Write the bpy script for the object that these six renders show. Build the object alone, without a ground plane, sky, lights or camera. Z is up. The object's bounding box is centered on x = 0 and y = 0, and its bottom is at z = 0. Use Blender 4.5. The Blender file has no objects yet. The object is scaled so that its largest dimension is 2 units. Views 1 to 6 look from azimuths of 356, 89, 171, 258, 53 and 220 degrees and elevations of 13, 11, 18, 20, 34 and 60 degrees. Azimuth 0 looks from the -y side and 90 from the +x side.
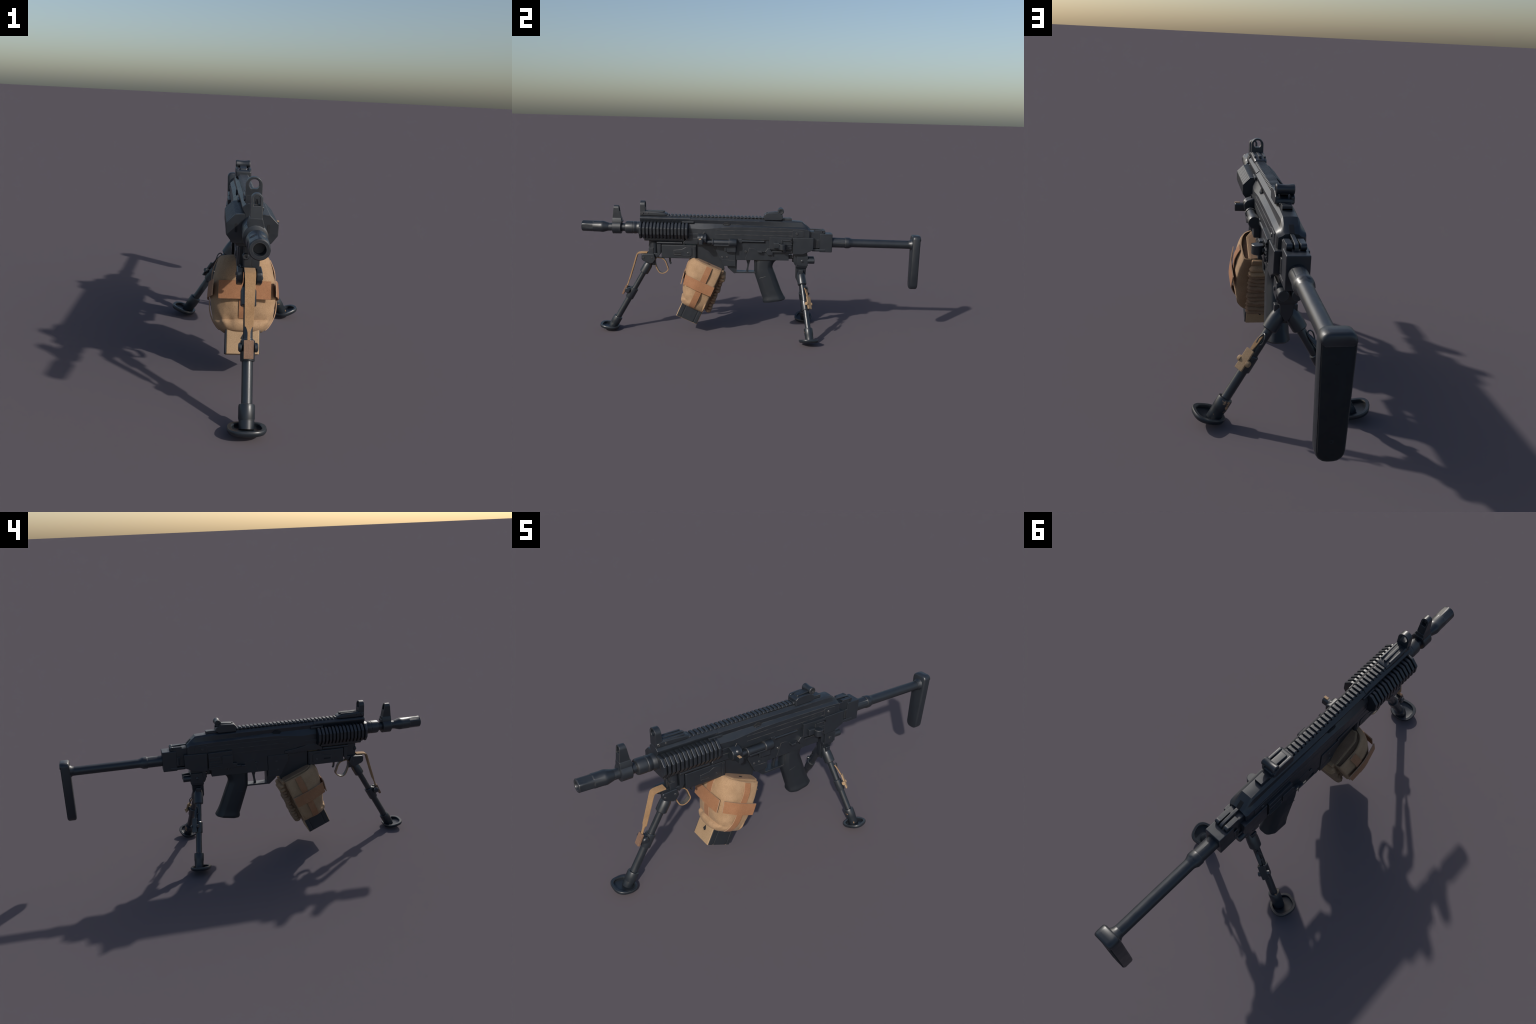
"""A bipod-mounted light machine gun with a canvas magazine pouch, built part by part.
The weapon lies along y (muzzle at y = -1, butt plate at y = +1), symmetric about x = 0."""
import bpy, bmesh, math, random
from mathutils import Vector, Matrix, noise

random.seed(7)
TAU = math.tau

# ------------------------------------------------------------------ materials
def new_mat(name):
    m = bpy.data.materials.new(name)
    m.use_nodes = True
    nt = m.node_tree
    return m, nt, nt.nodes["Principled BSDF"]

def N(nt, kind, **kw):
    n = nt.nodes.new(kind)
    for k, v in kw.items():
        setattr(n, k, v)
    return n

def noise_tex(nt, scale, detail=4.0, rough=0.55, stretch=None):
    tc = N(nt, "ShaderNodeTexCoord")
    mp = N(nt, "ShaderNodeMapping")
    if stretch:
        mp.inputs["Scale"].default_value = stretch
    nt.links.new(tc.outputs["Object"], mp.inputs["Vector"])
    t = N(nt, "ShaderNodeTexNoise")
    t.inputs["Scale"].default_value = scale
    t.inputs["Detail"].default_value = detail
    t.inputs["Roughness"].default_value = rough
    nt.links.new(mp.outputs["Vector"], t.inputs["Vector"])
    return t

def ramp(nt, src, stops):
    r = N(nt, "ShaderNodeValToRGB")
    els = r.color_ramp.elements
    while len(els) < len(stops):
        els.new(0.5)
    for e, (p, c) in zip(els, stops):
        e.position = p
        e.color = (*c, 1.0) if len(c) == 3 else c
    nt.links.new(src, r.inputs["Fac"])
    return r

def g3(v):
    return (v, v, v)

def mix_col(nt, fac, a, b):
    m = N(nt, "ShaderNodeMix", data_type="RGBA")
    def put(sock, v):
        if isinstance(v, tuple):
            sock.default_value = (*v, 1.0)
        else:
            nt.links.new(v, sock)
    if isinstance(fac, float):
        m.inputs[0].default_value = fac
    else:
        nt.links.new(fac, m.inputs[0])
    put(m.inputs[6], a)
    put(m.inputs[7], b)
    return m.outputs[2]

def math_node(nt, op, a, b):
    m = N(nt, "ShaderNodeMath", operation=op)
    for i, v in enumerate((a, b)):
        if isinstance(v, (int, float)):
            m.inputs[i].default_value = v
        else:
            nt.links.new(v, m.inputs[i])
    return m.outputs[0]

def bump(nt, bsdf, height, strength, dist=0.002):
    b = N(nt, "ShaderNodeBump")
    b.inputs["Strength"].default_value = strength
    b.inputs["Distance"].default_value = dist
    nt.links.new(height, b.inputs["Height"])
    nt.links.new(b.outputs["Normal"], bsdf.inputs["Normal"])

def edge_mask(nt, radius, scale, lo, hi):
    """Worn edges: where the rounded-edge normal leaves the true one, broken up by noise."""
    bv = N(nt, "ShaderNodeBevel", samples=4)
    bv.inputs["Radius"].default_value = radius
    geo = N(nt, "ShaderNodeNewGeometry")
    dot = N(nt, "ShaderNodeVectorMath", operation="DOT_PRODUCT")
    nt.links.new(bv.outputs["Normal"], dot.inputs[0])
    nt.links.new(geo.outputs["Normal"], dot.inputs[1])
    e = ramp(nt, dot.outputs["Value"], [(0.86, g3(1.0)), (0.985, g3(0.0))])
    n = noise_tex(nt, scale, 5.0, 0.65)
    k = ramp(nt, n.outputs["Fac"], [(lo, g3(0.0)), (hi, g3(1.0))])
    return math_node(nt, "MULTIPLY", e.outputs["Color"], k.outputs["Color"])

def steel(name, dark, light, rough, wear=0.5, rust=0.0, metallic=0.0, spec=0.5):
    m, nt, b = new_mat(name)
    n = noise_tex(nt, 14.0, 6.0, 0.6)
    col = ramp(nt, n.outputs["Fac"], [(0.3, dark), (0.72, light)]).outputs["Color"]
    if wear > 0:
        w = math_node(nt, "MULTIPLY", edge_mask(nt, 0.0024, 30.0, 0.36, 0.62), wear)
        col = mix_col(nt, w, col, (0.185, 0.165, 0.142))
    if rust > 0:
        r = noise_tex(nt, 34.0, 3.0, 0.6)
        k = ramp(nt, r.outputs["Fac"], [(0.66 - rust, g3(0.0)), (0.69 - rust, g3(1.0))])
        col = mix_col(nt, k.outputs["Color"], col, (0.33, 0.19, 0.10))
    nt.links.new(col, b.inputs["Base Color"])
    rn = noise_tex(nt, 40.0, 4.0, 0.6)
    rr = ramp(nt, rn.outputs["Fac"], [(0.3, g3(rough - 0.05)), (0.7, g3(rough + 0.07))])
    nt.links.new(rr.outputs["Color"], b.inputs["Roughness"])
    b.inputs["Metallic"].default_value = metallic
    b.inputs["Specular IOR Level"].default_value = spec
    g = noise_tex(nt, 420.0, 2.0, 0.5)
    bump(nt, b, g.outputs["Fac"], 0.08, 0.001)
    return m

def cloth(name, dark, light, rough=0.85, weave=900.0, blotch=18.0):
    m, nt, b = new_mat(name)
    n = noise_tex(nt, blotch, 5.0, 0.6)
    col = ramp(nt, n.outputs["Fac"], [(0.3, dark), (0.7, light)]).outputs["Color"]
    f = noise_tex(nt, 320.0, 2.0, 0.6)
    sp = ramp(nt, f.outputs["Fac"], [(0.35, g3(0.86)), (0.65, g3(1.08))])
    mul = N(nt, "ShaderNodeMix", data_type="RGBA", blend_type="MULTIPLY")
    mul.inputs[0].default_value = 1.0
    nt.links.new(col, mul.inputs[6])
    nt.links.new(sp.outputs["Color"], mul.inputs[7])
    nt.links.new(mul.outputs[2], b.inputs["Base Color"])
    b.inputs["Roughness"].default_value = rough
    b.inputs["Specular IOR Level"].default_value = 0.25
    b.inputs["Sheen Weight"].default_value = 0.05
    tc = N(nt, "ShaderNodeTexCoord")
    w1 = N(nt, "ShaderNodeTexWave", bands_direction="X")
    w2 = N(nt, "ShaderNodeTexWave", bands_direction="Z")
    for w in (w1, w2):
        w.inputs["Scale"].default_value = weave / 6.0
        nt.links.new(tc.outputs["Object"], w.inputs["Vector"])
    h = math_node(nt, "ADD", w1.outputs["Fac"], w2.outputs["Fac"])
    h2 = math_node(nt, "ADD", h, f.outputs["Fac"])
    bump(nt, b, h2, 0.18, 0.0008)
    return m

STEEL = steel("gun_steel", (0.0092, 0.0126, 0.0176), (0.0134, 0.0174, 0.0232), 0.41, 0.85, spec=0.75)
LEG_STEEL = steel("leg_steel", (0.0112, 0.0152, 0.0204), (0.0168, 0.0214, 0.0276), 0.34, 0.5, spec=0.7)
FOOT_STEEL = steel("foot_steel", (0.0112, 0.0152, 0.0204), (0.0168, 0.0214, 0.0276), 0.36, 0.5, spec=0.6)
POLYMER = steel("polymer", (0.0108, 0.0142, 0.0190), (0.0148, 0.0184, 0.0236), 0.46, 0.3, spec=0.5)
RUBBER = steel("rubber", (0.015, 0.016, 0.0185), (0.019, 0.020, 0.0225), 0.75, 0.12, spec=0.25)
MAG_STEEL = steel("magazine_steel", (0.0135, 0.0172, 0.0222), (0.0180, 0.0222, 0.0280), 0.42, 0.4, spec=0.6)
CHIPPED = steel("chipped_steel", (0.0112, 0.0152, 0.0204), (0.0168, 0.0214, 0.0276), 0.36, 0.4, rust=0.035, spec=0.6)
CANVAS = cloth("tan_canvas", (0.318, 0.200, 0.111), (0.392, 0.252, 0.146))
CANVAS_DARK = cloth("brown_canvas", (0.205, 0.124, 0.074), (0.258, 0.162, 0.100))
WEBBING_EDGE = cloth("webbing_edge", (0.36, 0.225, 0.14), (0.44, 0.29, 0.19), 0.8)
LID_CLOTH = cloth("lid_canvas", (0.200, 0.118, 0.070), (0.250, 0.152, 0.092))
WORN_BAND = steel("worn_band", (0.060, 0.054, 0.047), (0.10, 0.088, 0.072), 0.45, 0.0)
LEATHER = cloth("brown_webbing", (0.290, 0.133, 0.064), (0.355, 0.172, 0.087), 0.8)
STRAP = cloth("tan_strap", (0.295, 0.174, 0.085), (0.365, 0.222, 0.114), 0.8)
TAN_PLATE = cloth("tan_painted_steel", (0.315, 0.205, 0.114), (0.375, 0.255, 0.148), 0.6, blotch=8.0)
BROWN_PLATE = cloth("brown_painted_steel", (0.17, 0.098, 0.064), (0.235, 0.140, 0.092), 0.6, blotch=30.0)

# ------------------------------------------------------------------ mesh helpers
ROOT = bpy.data.objects.new("light_machine_gun", None)
bpy.context.scene.collection.objects.link(ROOT)
ROOT["label"] = "black light machine gun on three legs with tan magazine pouch"
ROOT["category"] = "machine gun"

def link(name, me, mat, parent=None, bevel=0.0, seg=2, smooth=None, kind=None):
    ob = bpy.data.objects.new(name, me)
    bpy.context.scene.collection.objects.link(ob)
    ob.parent = parent or ROOT
    if mat is not None and not me.materials:
        me.materials.append(mat)
    me.polygons.foreach_set("use_smooth", [True] * len(me.polygons))
    if bevel > 0:
        bm = ob.modifiers.new("bevel", "BEVEL")
        bm.width = bevel
        bm.segments = seg
        bm.limit_method = "ANGLE"
        bm.angle_limit = math.radians(28)
        bm.use_clamp_overlap = True
        ob.modifiers.new("normals", "WEIGHTED_NORMAL").keep_sharp = True
    else:
        me.set_sharp_from_angle(angle=math.radians(smooth if smooth else 32))
    if kind:
        ob["kind"] = kind
    return ob

def from_bm(bm, name):
    bmesh.ops.recalc_face_normals(bm, faces=bm.faces[:])
    me = bpy.data.meshes.new(name)
    bm.to_mesh(me)
    bm.free()
    return me

def add_prism(bm, outline, frame):
    """Closed solid: outline in 2d, frame(u, v, end) gives the 3d point for end 0 and 1."""
    a = [bm.verts.new(frame(u, v, 0)) for u, v in outline]
    b = [bm.verts.new(frame(u, v, 1)) for u, v in outline]
    n = len(outline)
    for i in range(n):
        bm.faces.new((a[i], a[(i + 1) % n], b[(i + 1) % n], b[i]))
    bm.faces.new(a)
    bm.faces.new(b)

def add_side(bm, yz, x0, x1):
    add_prism(bm, yz, lambda y, z, e: (x1 if e else x0, y, z))

def add_cross(bm, xz, y0, y1):
    add_prism(bm, xz, lambda x, z, e: (x, y1 if e else y0, z))

def add_box(bm, x0, x1, y0, y1, z0, z1):
    add_side(bm, [(y0, z0), (y1, z0), (y1, z1), (y0, z1)], x0, x1)

def side_prism(name, yz, x0, x1, mat=STEEL, parent=None, bevel=0.0025, seg=2):
    bm = bmesh.new()
    add_side(bm, yz, x0, x1)
    return link(name, from_bm(bm, name), mat, parent, bevel, seg)

def cross_prism(name, xz, y0, y1, mat=STEEL, parent=None, bevel=0.0025):
    bm = bmesh.new()
    add_cross(bm, xz, y0, y1)
    return link(name, from_bm(bm, name), mat, parent, bevel)

def box(name, x0, x1, y0, y1, z0, z1, mat=STEEL, parent=None, bevel=0.0025):
    bm = bmesh.new()
    add_box(bm, x0, x1, y0, y1, z0, z1)
    return link(name, from_bm(bm, name), mat, parent, bevel)

def boxes(name, specs, mat=STEEL, parent=None, bevel=0.0012, kind=None):
    bm = bmesh.new()
    for s in specs:
        add_box(bm, *s)
    return link(name, from_bm(bm, name), mat, parent, bevel, kind=kind)

def basis(d, hint=(1, 0, 0)):
    d = Vector(d).normalized()
    h = Vector(hint)
    if abs(h.dot(d)) > 0.95:
        h = Vector((0, 0, 1))
    u = (h - d * h.dot(d)).normalized()
    return u, d.cross(u), d

def add_lathe(bm, origin, d, profile, seg=24, rfun=None, phase=0.0, hint=(1, 0, 0), close=True):
    """profile: (radius, distance along d); radius 0 closes to a point."""
    o = Vector(origin)
    u, v, w = basis(d, hint)
    rings = []
    for r, t in profile:
        if r < 1e-6:
            rings.append([bm.verts.new(o + w * t)])
            continue
        ring = []
        for i in range(seg):
            a = phase + TAU * i / seg
            rr = rfun(r, t, a) if rfun else r
            ring.append(bm.verts.new(o + w * t + (u * math.cos(a) + v * math.sin(a)) * rr))
        rings.append(ring)
    for p, q in zip(rings, rings[1:]):
        for i in range(seg):
            j = (i + 1) % seg
            if len(p) == 1 and len(q) == 1:
                continue
            if len(p) == 1:
                bm.faces.new((p[0], q[i], q[j]))
            elif len(q) == 1:
                bm.faces.new((p[i], p[j], q[0]))
            else:
                bm.faces.new((p[i], p[j], q[j], q[i]))
    if close:
        for ring in (rings[0], rings[-1]):
            if len(ring) > 1:
                bm.faces.new(ring)

def lathe(name, origin, d, profile, mat=STEEL, parent=None, seg=24, smooth=32, **kw):
    bm = bmesh.new()
    add_lathe(bm, origin, d, profile, seg, **kw)
    return link(name, from_bm(bm, name), mat, parent, 0, smooth=smooth)

def cyl_profile(r, length, c=0.0015):
    return [(r - c, 0), (r, c), (r, length - c), (r - c, length)]

def add_knob(bm, origin, d, r, length, c=0.0012, seg=16):
    add_lathe(bm, origin, d, cyl_profile(r, length, c), seg)

def loft(name, rings, mat, parent=None, cap=True, bevel=0.0, smooth=32):
    bm = bmesh.new()
    vs = [[bm.verts.new(p) for p in ring] for ring in rings]
    n = len(vs[0])
    for p, q in zip(vs, vs[1:]):
        for i in range(n):
            j = (i + 1) % n
            bm.faces.new((p[i], p[j], q[j], q[i]))
    if cap:
        bm.faces.new(vs[0])
        bm.faces.new(vs[-1])
    return link(name, from_bm(bm, name), mat, parent, bevel, smooth=smooth)

def catmull(pts, sub):
    pts = [Vector(p) for p in pts]
    ext = [pts[0] * 2 - pts[1]] + pts + [pts[-1] * 2 - pts[-2]]
    out = []
    for i in range(1, len(ext) - 2):
        a, b, c, d = ext[i - 1:i + 3]
        for k in range(sub):
            t = k / sub
            out.append(0.5 * ((2 * b) + (c - a) * t + (2 * a - 5 * b + 4 * c - d) * t * t
                              + (3 * b - a - 3 * c + d) * t ** 3))
    out.append(pts[-1])
    return out

def interp(table, t):
    if t <= table[0][0]:
        return table[0][1]
    for (a, va), (b, vb) in zip(table, table[1:]):
        if t <= b:
            k = (t - a) / (b - a)
            return va + (vb - va) * k
    return table[-1][1]

def smooth_interp(table, t):
    """Catmull-Rom through a table of (t, value)."""
    n = len(table)
    if t <= table[0][0]:
        return table[0][1]
    if t >= table[-1][0]:
        return table[-1][1]
    for i in range(n - 1):
        if t <= table[i + 1][0]:
            break
    p1, p2 = table[i], table[i + 1]
    p0 = table[i - 1] if i > 0 else p1
    p3 = table[i + 2] if i + 2 < n else p2
    k = (t - p1[0]) / (p2[0] - p1[0])
    h = p2[0] - p1[0]
    m1 = (p2[1] - p0[1]) / max(p2[0] - p0[0], 1e-6) * h
    m2 = (p3[1] - p1[1]) / max(p3[0] - p1[0], 1e-6) * h
    return ((2 * k ** 3 - 3 * k * k + 1) * p1[1] + (k ** 3 - 2 * k * k + k) * m1
            + (-2 * k ** 3 + 3 * k * k) * p2[1] + (k ** 3 - k * k) * m2)

def ribbon(name, path, across, width, thick, mat, parent=None, sub=6, bevel=0.0008):
    """A strap of given width and thickness following a path; 'across' is the width direction."""
    pts = catmull(path, sub) if sub > 1 else [Vector(p) for p in path]
    ac = Vector(across).normalized()
    rings = []
    for i, p in enumerate(pts):
        t = (pts[min(i + 1, len(pts) - 1)] - pts[max(i - 1, 0)]).normalized()
        nrm = t.cross(ac).normalized()
        w = width(i / (len(pts) - 1)) if callable(width) else width
        rings.append([p + ac * sx * w / 2 + nrm * sn * thick / 2
                      for sx, sn in ((-1, -1), (1, -1), (1, 1), (-1, 1))])
    return loft(name, rings, mat, parent, bevel=bevel)

def tube_path(name, path, r, mat, parent=None, seg=10, sub=6):
    pts = catmull(path, sub) if sub > 1 else [Vector(p) for p in path]
    rings = []
    u = None
    for i, p in enumerate(pts):
        t = (pts[min(i + 1, len(pts) - 1)] - pts[max(i - 1, 0)]).normalized()
        if u is None:
            u, v, _ = basis(t, (1, 0, 0.01))
        u = (u - t * u.dot(t)).normalized()
        v = t.cross(u)
        rings.append([p + (u * math.cos(TAU * k / seg) + v * math.sin(TAU * k / seg)) * r for k in range(seg)])
    return loft(name, rings, mat, parent)

def mirror_x(poly_half):
    """Half outline (x >= 0, top to bottom) to a closed symmetric outline."""
    right = list(poly_half)
    left = [(-x, z) for x, z in reversed(poly_half) if x > 1e-6]
    return right + left

def ring_plate(name, outer, inner, yfront, yback, mat, parent, bevel=0.0012):
    """A plate in the xz plane with a hole; front and back y may depend on z."""
    bm = bmesh.new()
    fo = [bm.verts.new((x, yfront(z), z)) for x, z in outer]
    bo = [bm.verts.new((x, yback(z), z)) for x, z in outer]
    fi = [bm.verts.new((x, yfront(z), z)) for x, z in inner]
    bi = [bm.verts.new((x, yback(z), z)) for x, z in inner]
    n = len(outer)
    for i in range(n):
        j = (i + 1) % n
        bm.faces.new((fo[i], fo[j], fi[j], fi[i]))
        bm.faces.new((bo[i], bi[i], bi[j], bo[j]))
        bm.faces.new((fo[i], bo[i], bo[j], fo[j]))
        bm.faces.new((fi[i], fi[j], bi[j], bi[i]))
    return link(name, from_bm(bm, name), mat, parent, bevel)

def arch(hw, z0, z1, n=10, power=2.0, rad=None):
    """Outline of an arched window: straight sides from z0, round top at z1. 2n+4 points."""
    rad = rad or hw
    pts = [(-hw, z0), (-hw, z0 + (z1 - rad - z0) * 0.5)]
    for i in range(2 * n + 1):
        a = math.pi - math.pi * i / (2 * n)
        pts.append((hw * math.cos(a), z1 - rad + rad * math.sin(a)))
    pts += [(hw, z0 + (z1 - rad - z0) * 0.5), (hw, z0)]
    return pts

def round_hole(rx, cz, rz, n=10):
    """Oval hole with as many points as arch(), starting low on the left."""
    m = 2 * n + 5
    return [(rx * math.cos(math.radians(235 - 290 * i / (m - 1))), cz + rz * math.sin(math.radians(235 - 290 * i / (m - 1)))) for i in range(m)]

def bolt_heads(name, spots, r, h, parent, mat=STEEL):
    """spots: (origin, direction)."""
    bm = bmesh.new()
    for o, d in spots:
        add_lathe(bm, o, d, [(r, -0.002), (r, h * 0.55), (r * 0.8, h), (r * 0.35, h), (r * 0.3, h * 0.6), (0, h * 0.6)], 14)
    return link(name, from_bm(bm, name), mat, parent, 0)

# ------------------------------------------------------------------ barrel group
BZ = 0.6268         # bore axis height

def hider_radius(r, t, a):
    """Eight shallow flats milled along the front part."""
    if 0.004 < t < 0.0655 and r > 0.0285:
        step = TAU / 6
        off = (a + step / 2) % step - step / 2
        return min(r, 0.0286 / math.cos(off))
    return r

barrel = lathe("barrel", (0, -0.86, BZ), (0, 1, 0),
               [(0.0232, 0), (0.0232, 0.114), (0.031, 0.1145), (0.0345, 0.1175), (0.0362, 0.124), (0.0362, 0.157),
                (0.0348, 0.159), (0.0348, 0.162), (0.0362, 0.164), (0.0362, 0.178), (0.0345, 0.181), (0.0345, 0.186),
                (0.0362, 0.189), (0.0362, 0.225)], STEEL, seg=28)
bm = bmesh.new()
add_lathe(bm, (0, -1.0, 0.6308), (0, 1, -0.021),
          [(0.0, 0.034), (0.0160, 0.034), (0.0172, 0.004), (0.019, 0.0), (0.0275, 0.0), (0.0305, 0.003), (0.0316, 0.0055), (0.0318, 0.03),
           (0.0319, 0.064), (0.0319, 0.067), (0.0320, 0.108), (0.0328, 0.110), (0.0330, 0.121), (0.0325, 0.124),
           (0.0318, 0.127), (0.0232, 0.157), (0.0, 0.157)], 64, hider_radius, close=False)
flash_hider = link("flash_hider", from_bm(bm, "flash_hider"), STEEL, barrel, smooth=30)

# front sight tower on a collar
front_sight = lathe("front_sight", (0, -0.822, BZ), (0, 1, 0),
                    [(0.032, 0), (0.0385, 0.003), (0.0385, 0.050), (0.034, 0.053), (0.0225, 0.053)], STEEL, seg=24)
bm = bmesh.new()
add_cross(bm, [(-0.0245, 0.650), (0.0245, 0.650), (0.0245, 0.664), (0.0185, 0.684), (-0.0185, 0.684), (-0.0245, 0.664)], -0.820, -0.768)
add_box(bm, -0.021, 0.021, -0.774, -0.763, 0.655, 0.668)
link("sight_base", from_bm(bm, "sight_base"), STEEL, front_sight, 0.002)
yf = lambda z: interp([(0.675, -0.8195), (0.757, -0.8115)], z)
yb = lambda z: interp([(0.675, -0.7700), (0.757, -0.7850)], z)
ring_plate("sight_tower", arch(0.0178, 0.676, 0.757), arch(0.0105, 0.720, 0.750), yf, yb, STEEL, front_sight, 0.0012)
bm = bmesh.new()
add_lathe(bm, (0, -0.798, 0.705), (0, 0, 1), [(0.004, 0), (0.004, 0.025), (0.0022, 0.034), (0, 0.034)], 10)
add_box(bm, -0.0165, 0.0165, -0.806, -0.794, 0.700, 0.724)
link("sight_post", from_bm(bm, "sight_post"), STEEL, front_sight)

# ------------------------------------------------------------------ handguard with heat ribs
OCT = mirror_x([(0.036, 0.669), (0.0560, 0.6665), (0.0840, 0.6385), (0.0838, 0.600), (0.0625, 0.572), (0.040, 0.5705)])
OCT_IN = mirror_x([(0.036, 0.660), (0.0490, 0.658), (0.0690, 0.633), (0.0690, 0.605), (0.0540, 0.578), (0.040, 0.574)])
handguard = cross_prism("handguard", OCT_IN, -0.650, -0.375, STEEL, bevel=0.002)
cross_prism("handguard_plate", OCT, -0.6565, -0.6435, STEEL, handguard, 0.0025)
cross_prism("handguard_floor", mirror_x([(0.052, 0.576), (0.052, 0.562), (0.046, 0.557)]), -0.630, -0.395, STEEL, handguard, 0.002)
bm = bmesh.new()
add_cross(bm, OCT, 0.0, 0.0132)
rib_mesh = from_bm(bm, "heat_rib")
first = None
for i in range(13):
    if first is None:
        first = link("heat_rib", rib_mesh, STEEL, handguard, 0.0022)
        ob = first
    else:
        ob = first.copy()
        bpy.context.scene.collection.objects.link(ob)
    ob.location = (0, -0.6350 + 0.02055 * i, 0)
# raised dark patches in place of the oval holes in the front plate
bm = bmesh.new()
for s in (-1, 1):
    pts = [(s * 0.052 + 0.0045 * math.cos(a), 0.622 + (0.010 if math.sin(a) > 0 else -0.010) + 0.0045 * math.sin(a))
           for a in [TAU * (k + 0.5) / 16 for k in range(16)]]
    add_cross(bm, pts, -0.6573, -0.648)
link("plate_slot_patch", from_bm(bm, "plate_slot_patch"), RUBBER, handguard, 0)
boxes("handguard_tab", [(0.030, 0.0405, -0.412, -0.342, 0.6640, 0.6760), (-0.0405, -0.030, -0.412, -0.342, 0.6640, 0.6760)],
      STEEL, handguard, 0.002)

# ------------------------------------------------------------------ upper receiver
def section(y, top, a, b, c, d, e, f):
    return [Vector((x, y, z)) for x, z in mirror_x([(0.010, top), a, b, c, d, e, f])]

front_part = cross_prism("receiver_front",
                         mirror_x([(0.019, 0.703), (0.0345, 0.690), (0.0335, 0.680), (0.026, 0.668), (0.026, 0.640)]),
                         -0.6575, -0.360, STEEL, None, 0.0025)
S = [
    section(-0.372, 0.699, (0.0195, 0.699), (0.0345, 0.685), (0.0305, 0.6640), (0.0450, 0.6360), (0.0460, 0.602), (0.0460, 0.576)),
    section(-0.290, 0.698, (0.0195, 0.698), (0.0345, 0.684), (0.0308, 0.6635), (0.0475, 0.6320), (0.0482, 0.602), (0.0480, 0.576)),
    section(-0.135, 0.697, (0.0200, 0.697), (0.0345, 0.683), (0.0315, 0.6620), (0.0488, 0.6480), (0.0482, 0.602), (0.0480, 0.576)),
    section(0.060, 0.694, (0.0205, 0.694), (0.0340, 0.682), (0.0322, 0.6590), (0.0486, 0.6490), (0.0482, 0.602), (0.0480, 0.576)),
    section(0.200, 0.691, (0.0215, 0.690), (0.0315, 0.681), (0.0330, 0.6560), (0.0486, 0.6475), (0.0484, 0.602), (0.0480, 0.576)),
    section(0.292, 0.686, (0.0230, 0.685), (0.0290, 0.677), (0.0340, 0.6555), (0.0478, 0.6430), (0.0484, 0.602), (0.0484, 0.560)),
    section(0.311, 0.670, (0.0230, 0.669), (0.0290, 0.664), (0.0340, 0.6540), (0.0474, 0.6420), (0.0480, 0.602), (0.0480, 0.560)),
    section(0.325, 0.658, (0.0230, 0.657), (0.0280, 0.654), (0.0330, 0.6490), (0.0466, 0.6410), (0.0472, 0.602), (0.0472, 0.560)),
    section(0.333, 0.650, (0.0220, 0.649), (0.0270, 0.647), (0.0320, 0.6430), (0.0460, 0.6370), (0.0475, 0.602), (0.0475, 0.560)),
    section(0.341, 0.644, (0.0200, 0.643), (0.0240, 0.641), (0.0280, 0.6370), (0.0415, 0.6320), (0.0430, 0.602), (0.0430, 0.560)),
]
upper = loft("upper_receiver", S, STEEL, None, smooth=22)
# panel lines along the flanks, rear trim plate and its screw
specs = []
for s in (-1, 1):
    for z in (0.6035, 0.6285):
        x = 0.0476
        specs.append((min(s * x, s * (x + 0.0018)), max(s * x, s * (x + 0.0018)), -0.215, 0.237, z - 0.0016, z + 0.0016))
boxes("panel_ridge", specs, STEEL, upper, 0.0007)
for s in (-1, 1):
    side_prism("rear_trim", [(0.236, 0.597), (0.304, 0.597), (0.304, 0.612), (0.303, 0.634), (0.240, 0.638), (0.236, 0.635)],
               s * 0.044, s * 0.0502, STEEL, upper, 0.0015)
bolt_heads("receiver_screw", [((s * 0.0498, 0.2622, 0.6175), (s, 0, 0)) for s in (-1, 1)], 0.0075, 0.004, upper)
# engraved row on the right flank, too fine to read
specs = []
yy = 0.121
while yy < 0.218:
    wv = random.choice((0.002, 0.0028, 0.0035))
    specs.append((0.0478, 0.0494, yy, yy + wv, 0.6145, 0.6195 if random.random() > 0.3 else 0.618))
    yy += wv + random.choice((0.0012, 0.0016, 0.003))
boxes("engraved_marking", specs, POLYMER, upper, 0.0003, kind="stuff")
# hexagonal port: a solid dark patch added in place of the opening
HEX = [(-0.174, 0.664), (-0.155, 0.6755), (-0.143, 0.6755), (-0.1275, 0.664), (-0.134, 0.656), (-0.167, 0.655)]
for s in (-1, 1):
    side_prism("side_port_patch", HEX, s * 0.026, s * 0.0375, RUBBER, upper, 0.0008)
side_prism("port_plate", [(-0.168, 0.655), (-0.134, 0.656), (-0.140, 0.6625), (-0.164, 0.6625)], 0.030, 0.0425, STEEL, upper, 0.0008)
# near-flush dark patch standing in for the recessed cap slot at the rear
side_prism("cap_slot_patch", [(0.3165, 0.6668), (0.3416, 0.6448), (0.3416, 0.628), (0.3165, 0.628)], -0.008, 0.008, RUBBER, upper, 0.0)

# top rail
rail = cross_prism("top_rail", mirror_x([(0.0165, 0.7035), (0.0165, 0.690)]), -0.503, 0.232, STEEL, None, 0.001)
bm = bmesh.new()
add_cross(bm, mirror_x([(0.0165, 0.7115), (0.0235, 0.7050), (0.0235, 0.7015), (0.0165, 0.6960)]), 0, 0.0120)
tooth = from_bm(bm, "rail_tooth")
first = None
for i in range(27):
    if first is None:
        first = link("rail_tooth", tooth, STEEL, rail, 0.0012)
        ob = first
    else:
        ob = first.copy()
        bpy.context.scene.collection.objects.link(ob)
    ob.location = (0, -0.500 + 0.0216 * i, -0.0009 * (i / 26))

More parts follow.
